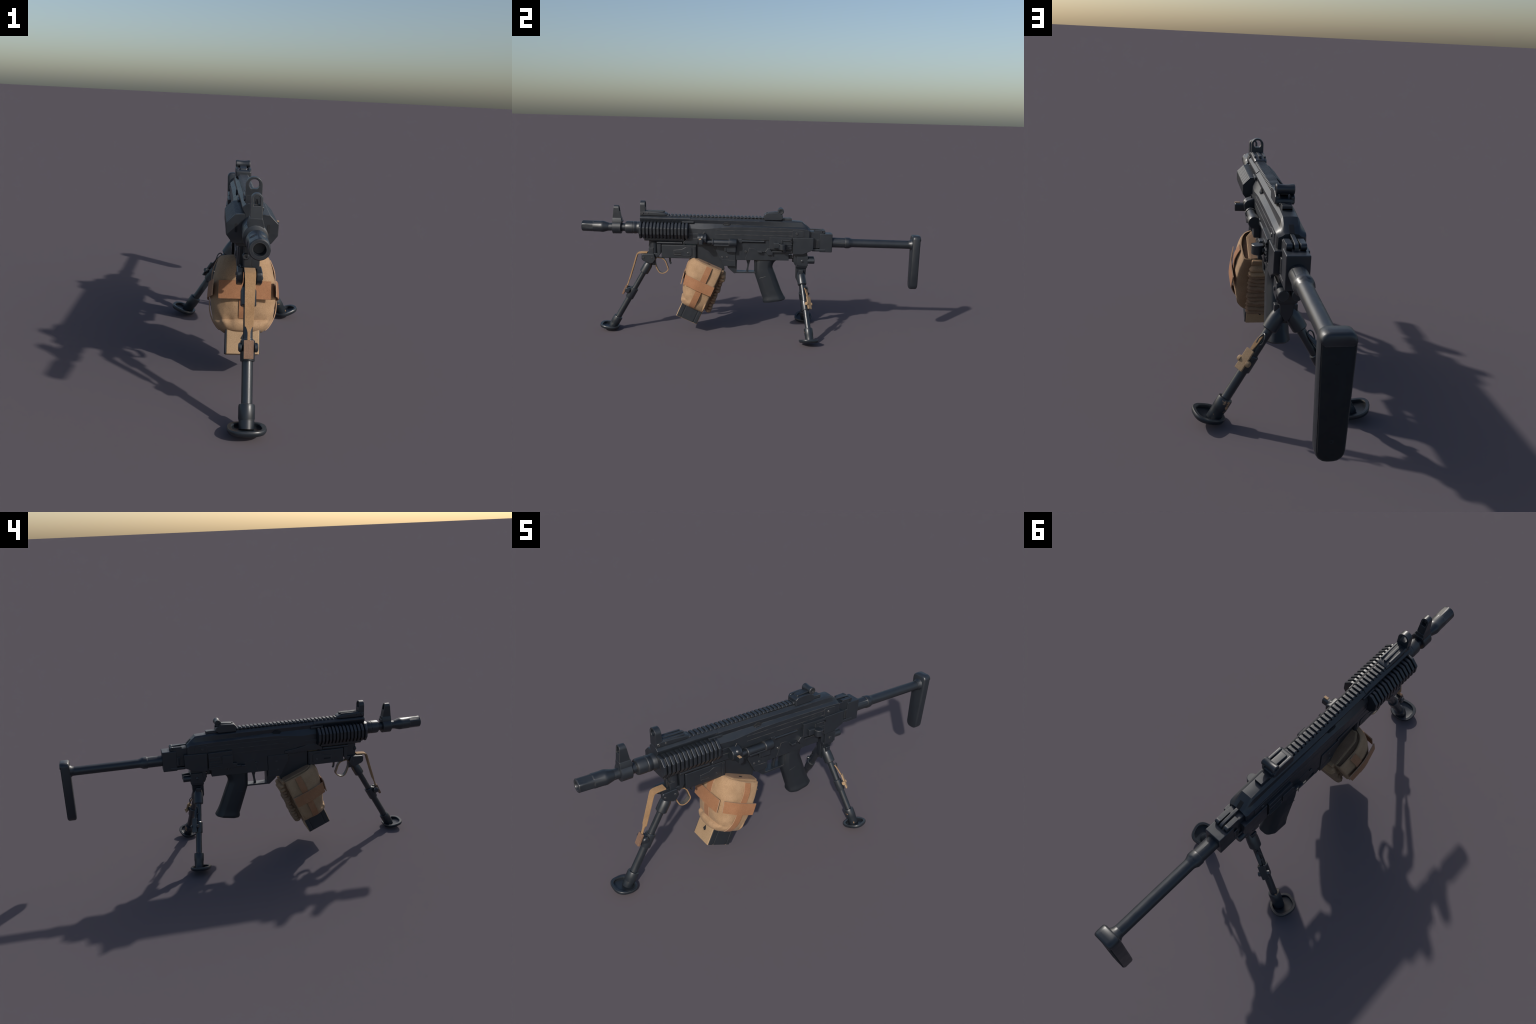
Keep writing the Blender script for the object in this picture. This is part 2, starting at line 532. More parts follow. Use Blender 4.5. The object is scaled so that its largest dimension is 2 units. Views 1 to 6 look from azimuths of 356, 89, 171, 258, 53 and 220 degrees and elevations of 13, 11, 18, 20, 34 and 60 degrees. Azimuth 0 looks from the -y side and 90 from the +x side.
# folding ring sight at the front of the rail
folding = loft("folding_sight", [
    [Vector((x, y, z)) for x, z in mirror_x([(0.010, zt), (hw * 0.8, zt), (hw, zt - 0.006), (hw, 0.703), (0.02, 0.700)])]
    for y, hw, zt in ((-0.6565, 0.0265, 0.729), (-0.628, 0.0275, 0.729), (-0.570, 0.0285, 0.727), (-0.515, 0.0275, 0.722), (-0.500, 0.0240, 0.715))],
    STEEL, None, bevel=0.0018)
ring_plate("sight_ring", arch(0.0262, 0.706, 0.787, rad=0.026), round_hole(0.0165, 0.7625, 0.0168),
           lambda z: -0.6562, lambda z: interp([(0.72, -0.6275), (0.787, -0.6295)], z), STEEL, folding, 0.0015)
boxes("sight_spine", [(-0.006, 0.006, -0.625, -0.515, 0.720, 0.7315), (-0.024, -0.016, -0.622, -0.52, 0.72, 0.7298), (0.016, 0.024, -0.622, -0.52, 0.72, 0.7298)],
      STEEL, folding, 0.002)
bolt_heads("sight_pivot", [((s * 0.027, -0.645, 0.7155), (s, 0, 0)) for s in (-1, 1)], 0.0085, 0.004, folding)
bolt_heads("sight_pin", [((s * 0.0275, -0.613, 0.7155), (s, 0, 0)) for s in (-1, 1)], 0.0045, 0.003, folding)

# rear sight: cradle with a crosswise drum
rear_sight = side_prism("rear_sight", [(0.069, 0.697), (0.069, 0.722), (0.078, 0.7275), (0.118, 0.729), (0.150, 0.722), (0.178, 0.712), (0.180, 0.697)],
                        -0.0305, 0.0305, STEEL, None, 0.0035)
side_prism("sight_cheek", [(0.071, 0.692), (0.071, 0.721), (0.080, 0.732), (0.118, 0.7345), (0.150, 0.735), (0.178, 0.720), (0.178, 0.700), (0.165, 0.692)],
           0.0205, 0.0325, STEEL, rear_sight, 0.0025)
side_prism("sight_cheek", [(0.071, 0.692), (0.071, 0.721), (0.080, 0.732), (0.118, 0.7345), (0.150, 0.735), (0.178, 0.720), (0.178, 0.700), (0.165, 0.692)],
           -0.0325, -0.0205, STEEL, rear_sight, 0.0025)
side_prism("sight_leaf", [(0.085, 0.722), (0.160, 0.722), (0.160, 0.742), (0.090, 0.735)], -0.0145, 0.0145, STEEL, rear_sight, 0.003)
drum_prof = [(0.0, 0.006), (0.0085, 0.006), (0.010, 0.0), (0.0160, 0.0), (0.0178, 0.003), (0.0172, 0.010), (0.0155, 0.020), (0.0150, 0.031)]
drum_prof = drum_prof + [(r, 0.062 - t) for r, t in reversed(drum_prof[:-1])]
lathe("sight_drum", (-0.031, 0.1665, 0.7440), (1, 0, 0), drum_prof, STEEL, rear_sight, seg=24, close=False)
boxes("sight_wedge", [(-0.017, 0.017, 0.178, 0.232, 0.688, 0.697), (-0.0205, 0.0205, 0.176, 0.190, 0.690, 0.702)], STEEL, rear_sight, 0.002)

# ------------------------------------------------------------------ lower receiver
lower = side_prism("lower_receiver", [(-0.360, 0.575), (0.240, 0.580), (0.240, 0.497), (0.2195, 0.494), (0.2195, 0.4545), (0.150, 0.4545),
                                      (-0.094, 0.4515), (-0.094, 0.535), (-0.300, 0.535)], -0.0420, 0.0420, STEEL, None, 0.002)
# rear flank panels
for s, z0 in ((1, 0.523), (-1, 0.510)):
    side_prism("flank_panel", [(0.103, z0), (0.234, z0 - 0.001), (0.234, 0.594), (0.103, 0.5965)], s * 0.036, s * 0.0610, STEEL, lower, 0.0018)
boxes("flank_detail", [
    # left: thumb plate and ridges
    (-0.0665, -0.058, 0.1035, 0.161, 0.5285, 0.572),
    (-0.0640, -0.058, 0.172, 0.232, 0.556, 0.570), (-0.0640, -0.058, 0.166, 0.232, 0.541, 0.5445),
    (-0.0640, -0.058, 0.166, 0.232, 0.526, 0.530), (-0.0640, -0.058, 0.166, 0.232, 0.5135, 0.5165),
    # right: lever frame
    (0.058, 0.0660, 0.174, 0.237, 0.575, 0.581), (0.058, 0.0660, 0.172, 0.180, 0.562, 0.581), (0.058, 0.0660, 0.226, 0.237, 0.567, 0.581),
    (0.058, 0.0645, 0.196, 0.236, 0.553, 0.557), (0.058, 0.0645, 0.196, 0.232, 0.542, 0.5455), (0.058, 0.0645, 0.205, 0.234, 0.530, 0.534),
    (0.037, 0.0560, 0.120, 0.237, 0.504, 0.513), (-0.0560, -0.037, 0.100, 0.237, 0.497, 0.511),
], STEEL, lower, 0.0012)
side_prism("flank_boss", [(-0.040, 0.4535), (-0.016, 0.5255), (0.006, 0.5255), (0.060, 0.505), (0.094, 0.500), (0.120, 0.4555)], -0.0435, 0.0435, STEEL, lower, 0.0008)
bolt_heads("receiver_pin", [((0.0435, -0.0345, 0.505), (1, 0, 0)), ((-0.0435, -0.031, 0.506), (-1, 0, 0)),
                            ((0.0425, 0.1217, 0.484), (1, 0, 0)), ((-0.0425, 0.124, 0.490), (-1, 0, 0))], 0.0078, 0.004, lower)
# dark plate standing for the long side slot, guide rod across it
box("guide_slot_patch", 0.036, 0.0428, -0.062, 0.081, 0.553, 0.581, RUBBER, lower, 0.001)
lathe("guide_rod", (0.0445, -0.060, 0.5665), (0, 1, 0), cyl_profile(0.0068, 0.134), STEEL, lower, seg=14)
box("rod_block", 0.036, 0.0505, -0.082, -0.058, 0.556, 0.580, STEEL, lower, 0.002)
# tang screw
bm = bmesh.new()
add_knob(bm, (-0.014, 0.234, 0.474), (1, 0, 0), 0.0105, 0.028)
add_box(bm, -0.006, 0.006, 0.215, 0.242, 0.458, 0.482)
link("tang_screw", from_bm(bm, "tang_screw"), STEEL, lower)

# fire selector levers
selector = boxes("fire_selector", [(0.038, 0.064, 0.034, 0.060, 0.5005, 0.5115), (0.038, 0.051, 0.058, 0.078, 0.502, 0.509)], STEEL, lower, 0.002)
side_prism("selector_plate", [(0.078, 0.507), (0.094, 0.528), (0.108, 0.529), (0.108, 0.520), (0.124, 0.505), (0.124, 0.488), (0.092, 0.488), (0.088, 0.500)],
           0.037, 0.0560, STEEL, selector, 0.002)
boxes("selector_lever", [(-0.066, -0.038, 0.036, 0.059, 0.500, 0.509), (-0.060, -0.038, 0.058, 0.082, 0.503, 0.511), (-0.055, -0.037, 0.078, 0.104, 0.495, 0.524)],
      STEEL, selector, 0.0025)

# thumb wheel on the right flank
wheel = box("cocking_link", 0.056, 0.0775, 0.127, 0.162, 0.533, 0.566, STEEL, lower, 0.003)
lathe("thumb_wheel", (0.0830, 0.1785, 0.5275), (0, 0, 1), cyl_profile(0.0212, 0.033, 0.002), STEEL, wheel, seg=28)
bm = bmesh.new()
add_box(bm, 0.056, 0.074, 0.160, 0.196, 0.536, 0.552)
add_box(bm, 0.052, 0.064, 0.182, 0.200, 0.505, 0.530)
link("wheel_arm", from_bm(bm, "wheel_arm"), STEEL, wheel, 0.003)

# ------------------------------------------------------------------ magazine housing
housing = side_prism("magazine_housing", [(-0.3245, 0.5400), (-0.094, 0.5380), (-0.094, 0.412), (-0.160, 0.412), (-0.166, 0.390), (-0.1725, 0.3835),
                                          (-0.3245, 0.449)], -0.0260, 0.0260, STEEL, None, 0.002)
for s in (-1, 1):
    side_prism("housing_panel", [(-0.2060, 0.5375), (-0.0945, 0.5375), (-0.0945, 0.4155), (-0.1625, 0.4155), (-0.2075, 0.4995)],
               s * 0.020, s * 0.0462, STEEL, housing, 0.0015)
    side_prism("housing_groove", [(-0.1745, 0.4535), (-0.0965, 0.4510), (-0.0965, 0.4490), (-0.1735, 0.4515)], s * 0.044, s * 0.0472, STEEL, housing, 0.0004)
bolt_heads("housing_rivet", [((0.046, -0.1718, 0.4682), (1, 0, 0)), ((0.046, -0.1436, 0.4685), (1, 0, 0)), ((0.026, -0.2207, 0.511), (1, 0, 0)),
                             ((-0.046, -0.1427, 0.503), (-1, 0, 0)), ((-0.046, -0.150, 0.455), (-1, 0, 0)), ((-0.026, -0.215, 0.516), (-1, 0, 0))],
           0.0062, 0.0022, housing)
side_prism("housing_catch", [(-0.145, 0.416), (-0.094, 0.416), (-0.094, 0.3670), (-0.104, 0.3680), (-0.140, 0.400)], -0.026, 0.026, STEEL, housing, 0.002)
# shelf rail above the housing
side_prism("side_shelf", [(-0.403, 0.5530), (-0.378, 0.5775), (-0.310, 0.5760), (-0.255, 0.5640), (-0.190, 0.5560), (-0.190, 0.5415), (-0.403, 0.5435)],
           -0.0480, 0.0480, STEEL, housing, 0.002)
boxes("side_ledge", [(-0.0480, 0.0480, -0.374, -0.300, 0.5890, 0.6055)], STEEL, housing, 0.002)

# ------------------------------------------------------------------ charging handle and ejection tube (right side)
charging = cross_prism("charging_handle", [(0.045, 0.549), (0.074, 0.549), (0.086, 0.560), (0.088, 0.585), (0.080, 0.598), (0.056, 0.607), (0.045, 0.607)],
                       -0.3175, -0.264, STEEL, None, 0.005)
lathe("handle_pin", (0.078, -0.2865, 0.590), (0.7, 0, 0.6), [(0.012, 0), (0.011, 0.006), (0.005, 0.010), (0, 0.011)], STEEL, charging, seg=16)
side_prism("handle_arm", [(-0.306, 0.552), (-0.283, 0.552), (-0.283, 0.579), (-0.292, 0.584), (-0.306, 0.583)], 0.074, 0.1215, STEEL, charging, 0.003)
side_prism("handle_tip", [(-0.3055, 0.581), (-0.2925, 0.5825), (-0.2925, 0.5858), (-0.3055, 0.5852)], 0.101, 0.1213, TAN_PLATE, charging, 0.0012)
side_prism("handle_spur", [(-0.291, 0.603), (-0.281, 0.603), (-0.277, 0.619), (-0.280, 0.620)], 0.056, 0.060, STEEL, charging, 0.001)
CX, CZ = 0.0650, 0.5590
tube = lathe("ejection_tube", (CX, -0.266, CZ), (0, 1, 0),
             [(0.0110, 0), (0.0110, 0.033), (0.0195, 0.0335), (0.0215, 0.036), (0.0215, 0.041), (0.0205, 0.0435), (0.0175, 0.044), (0.0175, 0.131),
              (0.0215, 0.1315), (0.0235, 0.134), (0.0235, 0.173), (0.0215, 0.1765), (0.0, 0.1765)], STEEL, None, seg=24)
boxes("tube_saddle", [(0.040, 0.0830, -0.222, -0.134, 0.5400, 0.5490), (0.040, 0.078, -0.134, -0.091, 0.537, 0.560)], STEEL, tube, 0.002)
side_prism("tube_bracket", [(-0.161, 0.543), (-0.092, 0.541), (-0.092, 0.500), (-0.146, 0.500), (-0.152, 0.512), (-0.158, 0.528)], 0.040, 0.0670, STEEL, tube, 0.004)
boxes("bracket_clip", [(0.062, 0.0705, -0.160, -0.150, 0.508, 0.530)], STEEL, tube, 0.002)

# ------------------------------------------------------------------ trigger and guard
guard = side_prism("trigger_guard", [(-0.095, 0.3680), (0.024, 0.3700), (0.024, 0.3790), (-0.0875, 0.3770), (-0.0875, 0.454), (-0.095, 0.454)],
                   -0.0245, 0.0245, STEEL, None, 0.0008)
side_prism("trigger", [(-0.036, 0.456), (-0.004, 0.456), (-0.012, 0.428), (-0.018, 0.396), (-0.0185, 0.3790), (-0.027, 0.3765), (-0.032, 0.3800),
                       (-0.0265, 0.406), (-0.0250, 0.424), (-0.030, 0.440)], -0.0085, 0.0085, STEEL, guard, 0.002)

# ------------------------------------------------------------------ pistol grip
def grip_ring(yf_, zf_, yr_, zr_, hw):
    """Flat flanks, broad chamfers and narrow rounded front and back."""
    c = Vector((0, (yf_ + yr_) / 2, (zf_ + zr_) / 2))
    half = Vector((0, (yr_ - yf_) / 2, (zr_ - zf_) / 2))
    quarter = [(1.0, 0.0), (1.0, 0.42), (0.97, 0.52), (0.66, 0.86), (0.50, 0.955), (0.28, 1.0)]
    pts = quarter + [(-x, y) for x, y in reversed(quarter)]
    pts += [(-x, -y) for x, y in quarter[1:]] + [(x, -y) for x, y in reversed(quarter[1:])]
    return [c + half * py + Vector((px * hw, 0, 0)) for px, py in pts]

GR = [
    (0.0150, 0.4600, 0.1640, 0.4600, 0.0347), (0.0150, 0.4530, 0.1560, 0.4530, 0.0350), (0.0152, 0.446, 0.1430, 0.446, 0.0353), (0.0154, 0.436, 0.1335, 0.436, 0.0357),
    (0.0156, 0.424, 0.1280, 0.424, 0.0360), (0.0158, 0.410, 0.1255, 0.412, 0.0362), (0.0160, 0.390, 0.1275, 0.400, 0.0367), (0.0180, 0.370, 0.1325, 0.388, 0.0374), (0.0300, 0.335, 0.1440, 0.360, 0.0382),
    (0.0470, 0.285, 0.1630, 0.310, 0.0389), (0.0640, 0.235, 0.1830, 0.260, 0.0399), (0.0715, 0.2150, 0.1960, 0.2350, 0.0407),
    (0.0705, 0.2070, 0.2030, 0.2240, 0.0434), (0.0715, 0.1970, 0.2075, 0.2160, 0.0436), (0.0760, 0.1890, 0.2030, 0.2100, 0.0403)]
grip = loft("pistol_grip", [grip_ring(*g) for g in GR], POLYMER, smooth=32)
for s in (-1, 1):
    tube_path("grip_ridge", [(s * 0.0375, 0.050, 0.343), (s * 0.0383, 0.068, 0.349), (s * 0.0383, 0.085, 0.3545)], 0.0012, POLYMER, grip, seg=6, sub=1)
    tube_path("grip_ridge", [(s * 0.0318, 0.0225, 0.447), (s * 0.0325, 0.0235, 0.380)], 0.0016, POLYMER, grip, seg=6, sub=1)

# ------------------------------------------------------------------ under-barrel box
fore = box("forward_box", -0.0385, 0.0385, -0.5315, -0.3255, 0.4535, 0.5335, STEEL, None, 0.004)
PANEL = [(-0.460, 0.5035), (-0.414, 0.5080), (-0.389, 0.5215), (-0.372, 0.5195), (-0.358, 0.5165), (-0.352, 0.512), (-0.352, 0.472), (-0.364, 0.4655), (-0.389, 0.464), (-0.414, 0.4705), (-0.460, 0.4740)]
for s in (-1, 1):
    side_prism("box_latch", PANEL, s * 0.035, s * 0.0420, STEEL, fore, 0.0016)
    box("latch_slot_patch", min(s * 0.038, s * 0.0427), max(s * 0.038, s * 0.0427), -0.454, -0.415, 0.4815, 0.4895, RUBBER, fore, 0.0005)  # dark plate on the latch, no slot is cut
boxes("latch_trim", [(0.038, 0.0438, -0.456, -0.417, 0.4745, 0.4795), (0.036, 0.0415, -0.344, -0.331, 0.458, 0.528), (-0.0415, -0.036, -0.344, -0.331, 0.458, 0.528)], STEEL, fore, 0.001)
bolt_heads("latch_rivet", [((0.0418, -0.374, 0.486), (1, 0, 0)), ((-0.0418, -0.374, 0.486), (-1, 0, 0))], 0.0065, 0.0015, fore)
for s in (-1, 1):
    lathe("box_rod", (s * 0.032, -0.559, 0.5445), (0, 1, 0), cyl_profile(0.0078, 0.150), STEEL, fore, seg=14)
box("box_top_plate", -0.030, 0.030, -0.560, -0.395, 0.532, 0.549, STEEL, fore, 0.002)
tube_path("box_hook", [(0, -0.486, 0.458), (0, -0.4865, 0.440), (0, -0.484, 0.420), (0, -0.478, 0.4125)], 0.0058, STEEL, fore)

# ------------------------------------------------------------------ front leg
front_leg = cross_prism("front_leg", mirror_x([(0.021, 0.572), (0.021, 0.546), (0.021, 0.475)]), -0.600, -0.560, STEEL, None, 0.003)
boxes("clamp_face", [(-0.019, 0.006, -0.609, -0.596, 0.470, 0.552), (0.006, 0.033, -0.607, -0.580, 0.476, 0.512)], STEEL, front_leg, 0.002)
lathe("leg_clamp", (0.004, -0.579, 0.470), (0, 0, 1), [(0.022, 0), (0.025, 0.004), (0.025, 0.074), (0.021, 0.080), (0.021, 0.092)], STEEL, front_leg, seg=20)
side_prism("clamp_wall", [(-0.560, 0.548), (-0.535, 0.536), (-0.535, 0.482), (-0.547, 0.463), (-0.556, 0.463)], 0.012, 0.034, STEEL, front_leg, 0.003)
side_prism("clamp_wall", [(-0.560, 0.548), (-0.535, 0.536), (-0.535, 0.482), (-0.547, 0.463), (-0.556, 0.463)], -0.034, -0.012, STEEL, front_leg, 0.003)
side_prism("clamp_web", [(-0.600, 0.480), (-0.556, 0.480), (-0.552, 0.458), (-0.562, 0.452), (-0.575, 0.470)], -0.031, 0.031, STEEL, front_leg, 0.003)
bm = bmesh.new()
add_lathe(bm, (-0.014, -0.601, 0.518), (0, -1, 0), [(0.012, 0), (0.0125, 0.008), (0.009, 0.012), (0.005, 0.012), (0.004, 0.006), (0, 0.006)], 18)
link("clamp_knob", from_bm(bm, "clamp_knob"), STEEL, front_leg)
box("clamp_tongue", -0.019, 0.019, -0.652, -0.590, 0.462, 0.4755, STEEL, front_leg, 0.002)
HP = [(-0.6445, 0.4755), (-0.576, 0.4790), (-0.5665, 0.4440), (-0.582, 0.422), (-0.5965, 0.4165), (-0.640, 0.4350), (-0.6495, 0.4460), (-0.6495, 0.467)]
for s in (-1, 1):
    side_prism("hinge_plate", HP, s * 0.0215, s * 0.0420, STEEL, front_leg, 0.004)
bolt_heads("hinge_bolt", [((s * 0.0415, y, 0.4535), (s, 0, 0)) for s in (-1, 1) for y in (-0.637, -0.5874)], 0.0058, 0.003, front_leg)
box("hinge_stop", -0.016, 0.016, -0.590, -0.570, 0.404, 0.440, STEEL, front_leg, 0.003)

def leg_axis(top, foot):
    top, foot = Vector(top), Vector(foot)
    return top, (foot - top).normalized(), (foot - top).length

def dish(name, centre, normal, forward, rx, ry, parent, mat=FOOT_STEEL, p=2.5):
    """A shallow oval tray with a thick raised rim."""
    c = Vector(centre)
    w = Vector(normal).normalized()
    v = Vector(forward)
    v = (v - w * v.dot(w)).normalized()
    u = v.cross(w)
    prof = [(0.0, -0.0085), (0.82, -0.0085), (0.94, -0.005), (1.0, 0.002), (1.0, 0.0075), (0.97, 0.0105), (0.80, 0.0105),
            (0.755, 0.008), (0.74, -0.001), (0.60, -0.003), (0.0, -0.003)]
    n = 40
    bm = bmesh.new()
    rings = []
    for k, h in prof:
        if k == 0:
            rings.append([bm.verts.new(c + w * h)])
            continue
        ring = []
        for i in range(n):
            a = TAU * i / n
            ca, sa = math.cos(a), math.sin(a)
            x = math.copysign(abs(ca) ** (2 / p), ca) * rx * k
            y = math.copysign(abs(sa) ** (2 / p), sa) * ry * k
            ring.append(bm.verts.new(c + u * x + v * y + w * h))
        rings.append(ring)
    for q, r in zip(rings, rings[1:]):
        for i in range(n):
            j = (i + 1) % n
            if len(q) == 1:
                bm.faces.new((q[0], r[i], r[j]))
            elif len(r) == 1:
                bm.faces.new((q[i], q[j], r[0]))
            else:
                bm.faces.new((q[i], q[j], r[j], r[i]))
    return link(name, from_bm(bm, name), mat, parent, 0, smooth=40)

o, d, L = leg_axis((0, -0.595, 0.4410), (0, -0.8385, 0.0080))
at = lambda h: (o.z - h) / -d.z      # distance along the leg at height h
lathe("leg_sleeve", o, d, [(0.014, 0.0), (0.018, 0.020), (0.0265, 0.045), (0.0265, at(0.3600)), (0.0235, at(0.357))], LEG_STEEL, front_leg, seg=20)
lathe("leg_tube", o, d, [(0.0158, at(0.375)), (0.0158, at(0.262)), (0.0182, at(0.262)), (0.0182, at(0.060))], LEG_STEEL, front_leg, seg=16)
lathe("leg_collar", o, d, [(0.0215, at(0.2595)), (0.0240, at(0.2570)), (0.0240, at(0.202)), (0.0225, at(0.199)), (0.017, at(0.199))], LEG_STEEL, front_leg, seg=20)
lathe("foot_socket", o, d, [(0.019, at(0.083)), (0.0250, at(0.0815)), (0.0268, at(0.076)), (0.0268, at(0.043)), (0.0258, at(0.041)), (0.0258, at(0.039)), (0.0250, at(0.038)),
                            (0.0245, at(0.014))], FOOT_STEEL, front_leg, seg=22)
dish("foot_dish", (0, -0.8505, 0.0205), (0, 0.17, 1.0), (0, 1, 0), 0.0625, 0.0565, front_leg)
# strap and its clip
ribbon("leg_strap", [(0, -0.618, 0.4795), (0, -0.650, 0.4785), (0, -0.672, 0.4745), (0, -0.6810, 0.462), (0, -0.695, 0.415), (0, -0.711, 0.362), (0, -0.7230, 0.3235), (0, -0.7262, 0.3150)],
       (1, 0, 0), lambda t: 0.0366 - 0.0100 * max(0.0, (t - 0.35) / 0.65), 0.0070, STRAP, front_leg, sub=5)
ribbon("strap_tongue", [(0, -0.7245, 0.320), (0, -0.730, 0.306), (0, -0.7385, 0.283), (0, -0.7430, 0.268)], (1, 0, 0), lambda t: 0.0255 - 0.0165 * min(1, t * 2.2), 0.0065, STRAP, front_leg, sub=5)
ribbon("strap_clip", [(0, -0.7425, 0.276), (0, -0.7540, 0.253), (0, -0.7680, 0.2225)], (1, 0, 0), 0.0315, 0.0115, BROWN_PLATE, front_leg, sub=2, bevel=0.0015)
bm = bmesh.new()
for s in (-1, 1):
    add_lathe(bm, (s * 0.018, -0.7370, 0.2500), (s, 0, 0), [(0.012, 0), (0.0155, 0.003), (0.0155, 0.010), (0.011, 0.0140)], 14)
add_box(bm, -0.012, 0.012, -0.752, -0.722, 0.232, 0.262)
link("clip_lug", from_bm(bm, "clip_lug"), LEG_STEEL, front_leg)
# carrying loop behind the hinge
loop = ribbon("strap_loop", [(0, -0.566, 0.449), (0, -0.5740, 0.428), (0, -0.568, 0.398), (0, -0.552, 0.365), (0, -0.5320, 0.3550), (0, -0.5110, 0.3615), (0, -0.4965, 0.3790),
                      (0, -0.5020, 0.400), (0, -0.5120, 0.4270), (0, -0.5260, 0.4430), (0, -0.550, 0.4490), (0, -0.563, 0.452)],
       (1, 0, 0), 0.024, 0.0056, STRAP, front_leg, sub=5)

loop.data.materials.append(WORN_BAND)
for p in loop.data.polygons:
    if abs(p.normal.x) < 0.7:
        p.material_index = 1

# ------------------------------------------------------------------ rear bipod
bipod = box("rear_bipod", -0.0385, 0.0385, 0.2670, 0.3345, 0.4225, 0.4820, STEEL, None, 0.003)
side_prism("bipod_neck", [(0.252, 0.510), (0.327, 0.510), (0.332, 0.478), (0.328, 0.424), (0.258, 0.424), (0.250, 0.440), (0.247, 0.470)], -0.031, 0.031, STEEL, bipod, 0.004)
bm = bmesh.new()
for s in (-1, 1):
    add_knob(bm, (s * 0.0215, 0.330, 0.4530), (0, 1, 0), 0.0180, 0.0435, 0.002, 20)
    add_lathe(bm, (s * 0.0380, 0.2995, 0.4525), (s, 0, 0), [(0.009, 0), (0.008, 0.004), (0.004, 0.006), (0, 0.006)], 14)
add_knob(bm, (0, 0.252, 0.452), (0, -1, 0), 0.0135, 0.010, 0.003, 16)
link("bipod_knob", from_bm(bm, "bipod_knob"), STEEL, bipod)
loft("bipod_yoke", [[Vector((x, y, z)) for x, y in ((-hx, 0.297 - hy), (hx, 0.297 - hy), (hx, 0.297 + hy), (-hx, 0.297 + hy))]
                    for z, hx, hy in ((0.428, 0.034, 0.034), (0.412, 0.033, 0.0335), (0.406, 0.024, 0.029), (0.372, 0.020, 0.028), (0.345, 0.006, 0.024))],
     STEEL, bipod, bevel=0.003)
bm = bmesh.new()
for s in (-1, 1):
    add_box(bm, min(s * 0.018, s * 0.0385), max(s * 0.018, s * 0.0385), 0.281, 0.308, 0.369, 0.398)
add_prism(bm, [(0.263, 0.430), (0.282, 0.430), (0.284, 0.322), (0.277, 0.320), (0.264, 0.345)], lambda y, z, e: (0.013 if e else -0.013, y, z))
link("yoke_lug", from_bm(bm, "yoke_lug"), STEEL, bipod, 0.003)

for s in (-1, 1):
    o, d, L = leg_axis((s * 0.0060, 0.2935, 0.3850), (s * 0.2335, 0.3475, 0.0120))
    at = lambda h: (o.z - h) / -d.z
    P = lambda h: o + d * at(h)
    leg = lathe("bipod_leg", o, d, [(0.0158, at(0.34)), (0.0158, at(0.180)), (0.0162, at(0.180)), (0.0162, at(0.055))], LEG_STEEL, bipod, seg=16)
    lathe("leg_sleeve", o, d, [(0.015, -0.012), (0.020, 0.0), (0.0255, at(0.352)), (0.0265, at(0.335)), (0.0262, at(0.314)), (0.0235, at(0.311))], LEG_STEEL, leg, seg=20)
    lathe("leg_collar", o, d, [(0.0185, at(0.2275)), (0.0212, at(0.225)), (0.0215, at(0.180)), (0.0205, at(0.177)), (0.016, at(0.177))], LEG_STEEL, leg, seg=20)
    lathe("foot_socket", o, d, [(0.019, at(0.086)), (0.0245, at(0.0845)), (0.0256, at(0.081)), (0.0256, at(0.052)), (0.0248, at(0.0505)), (0.0248, at(0.0485)),
                                (0.0240, at(0.047)), (0.0236, at(0.0165))], CHIPPED, leg, seg=22)
    dish("foot_dish", (s * 0.2460, 0.3385, 0.0250), (-s * 0.34, -0.02, 1.0), (s * 0.95, 0.30, 0.0), 0.0535, 0.0545, leg, p=2.6)
    # clip hanging on the outer rear of the leg
    side = Vector((s, 0, 0))
    out = (side * 0.62 + Vector((0, 0.55, 0)))
    out = (out - d * out.dot(d)).normalized()
    acr = d.cross(out).normalized()
    pc = P(0.2075) + out * 0.0335
    ribbon("leg_clip", [pc - d * 0.040, pc - d * 0.005, pc + d * 0.036], acr, 0.030, 0.0075, TAN_PLATE if s > 0 else LEG_STEEL, leg, sub=2, bevel=0.0018)
    bm = bmesh.new()
    u, v, w = basis(d)
    for k in (-1, 1):
        add_lathe(bm, pc - out * 0.003 + acr * k * 0.013 + d * 0.004, acr * k, [(0.0105, 0), (0.011, 0.006), (0.009, 0.0115), (0, 0.0115)], 12)
    link("clip_ear", from_bm(bm, "clip_ear"), TAN_PLATE if s > 0 else LEG_STEEL, leg)
    bm = bmesh.new()
    add_lathe(bm, P(0.205) + out * 0.012, out, [(0.012, 0), (0.011, 0.017)], 12)
    link("clip_stem", from_bm(bm, "clip_stem"), LEG_STEEL, leg)
    ps = P(0.262) + out * 0.0225
    ribbon("clip_strap", [ps - d * 0.034 - out * 0.006, ps - d * 0.018, ps + d * 0.004 + out * 0.004, ps + d * 0.024 + out * 0.007], acr, lambda t: 0.009 + 0.006 * math.sin(math.pi * t), 0.0045, STRAP if s > 0 else CHIPPED, leg, sub=4)
    ringc = ps - d * 0.020 + acr * 0.008 * -1
    tube_path("clip_ring", [ringc + (d * math.cos(a) * 0.021 + acr * math.sin(a) * 0.0105) + out * 0.003 * math.sin(2 * a) for a in [TAU * k / 12 for k in range(13)]],
              0.0026, LEG_STEEL, leg, seg=8, sub=3)

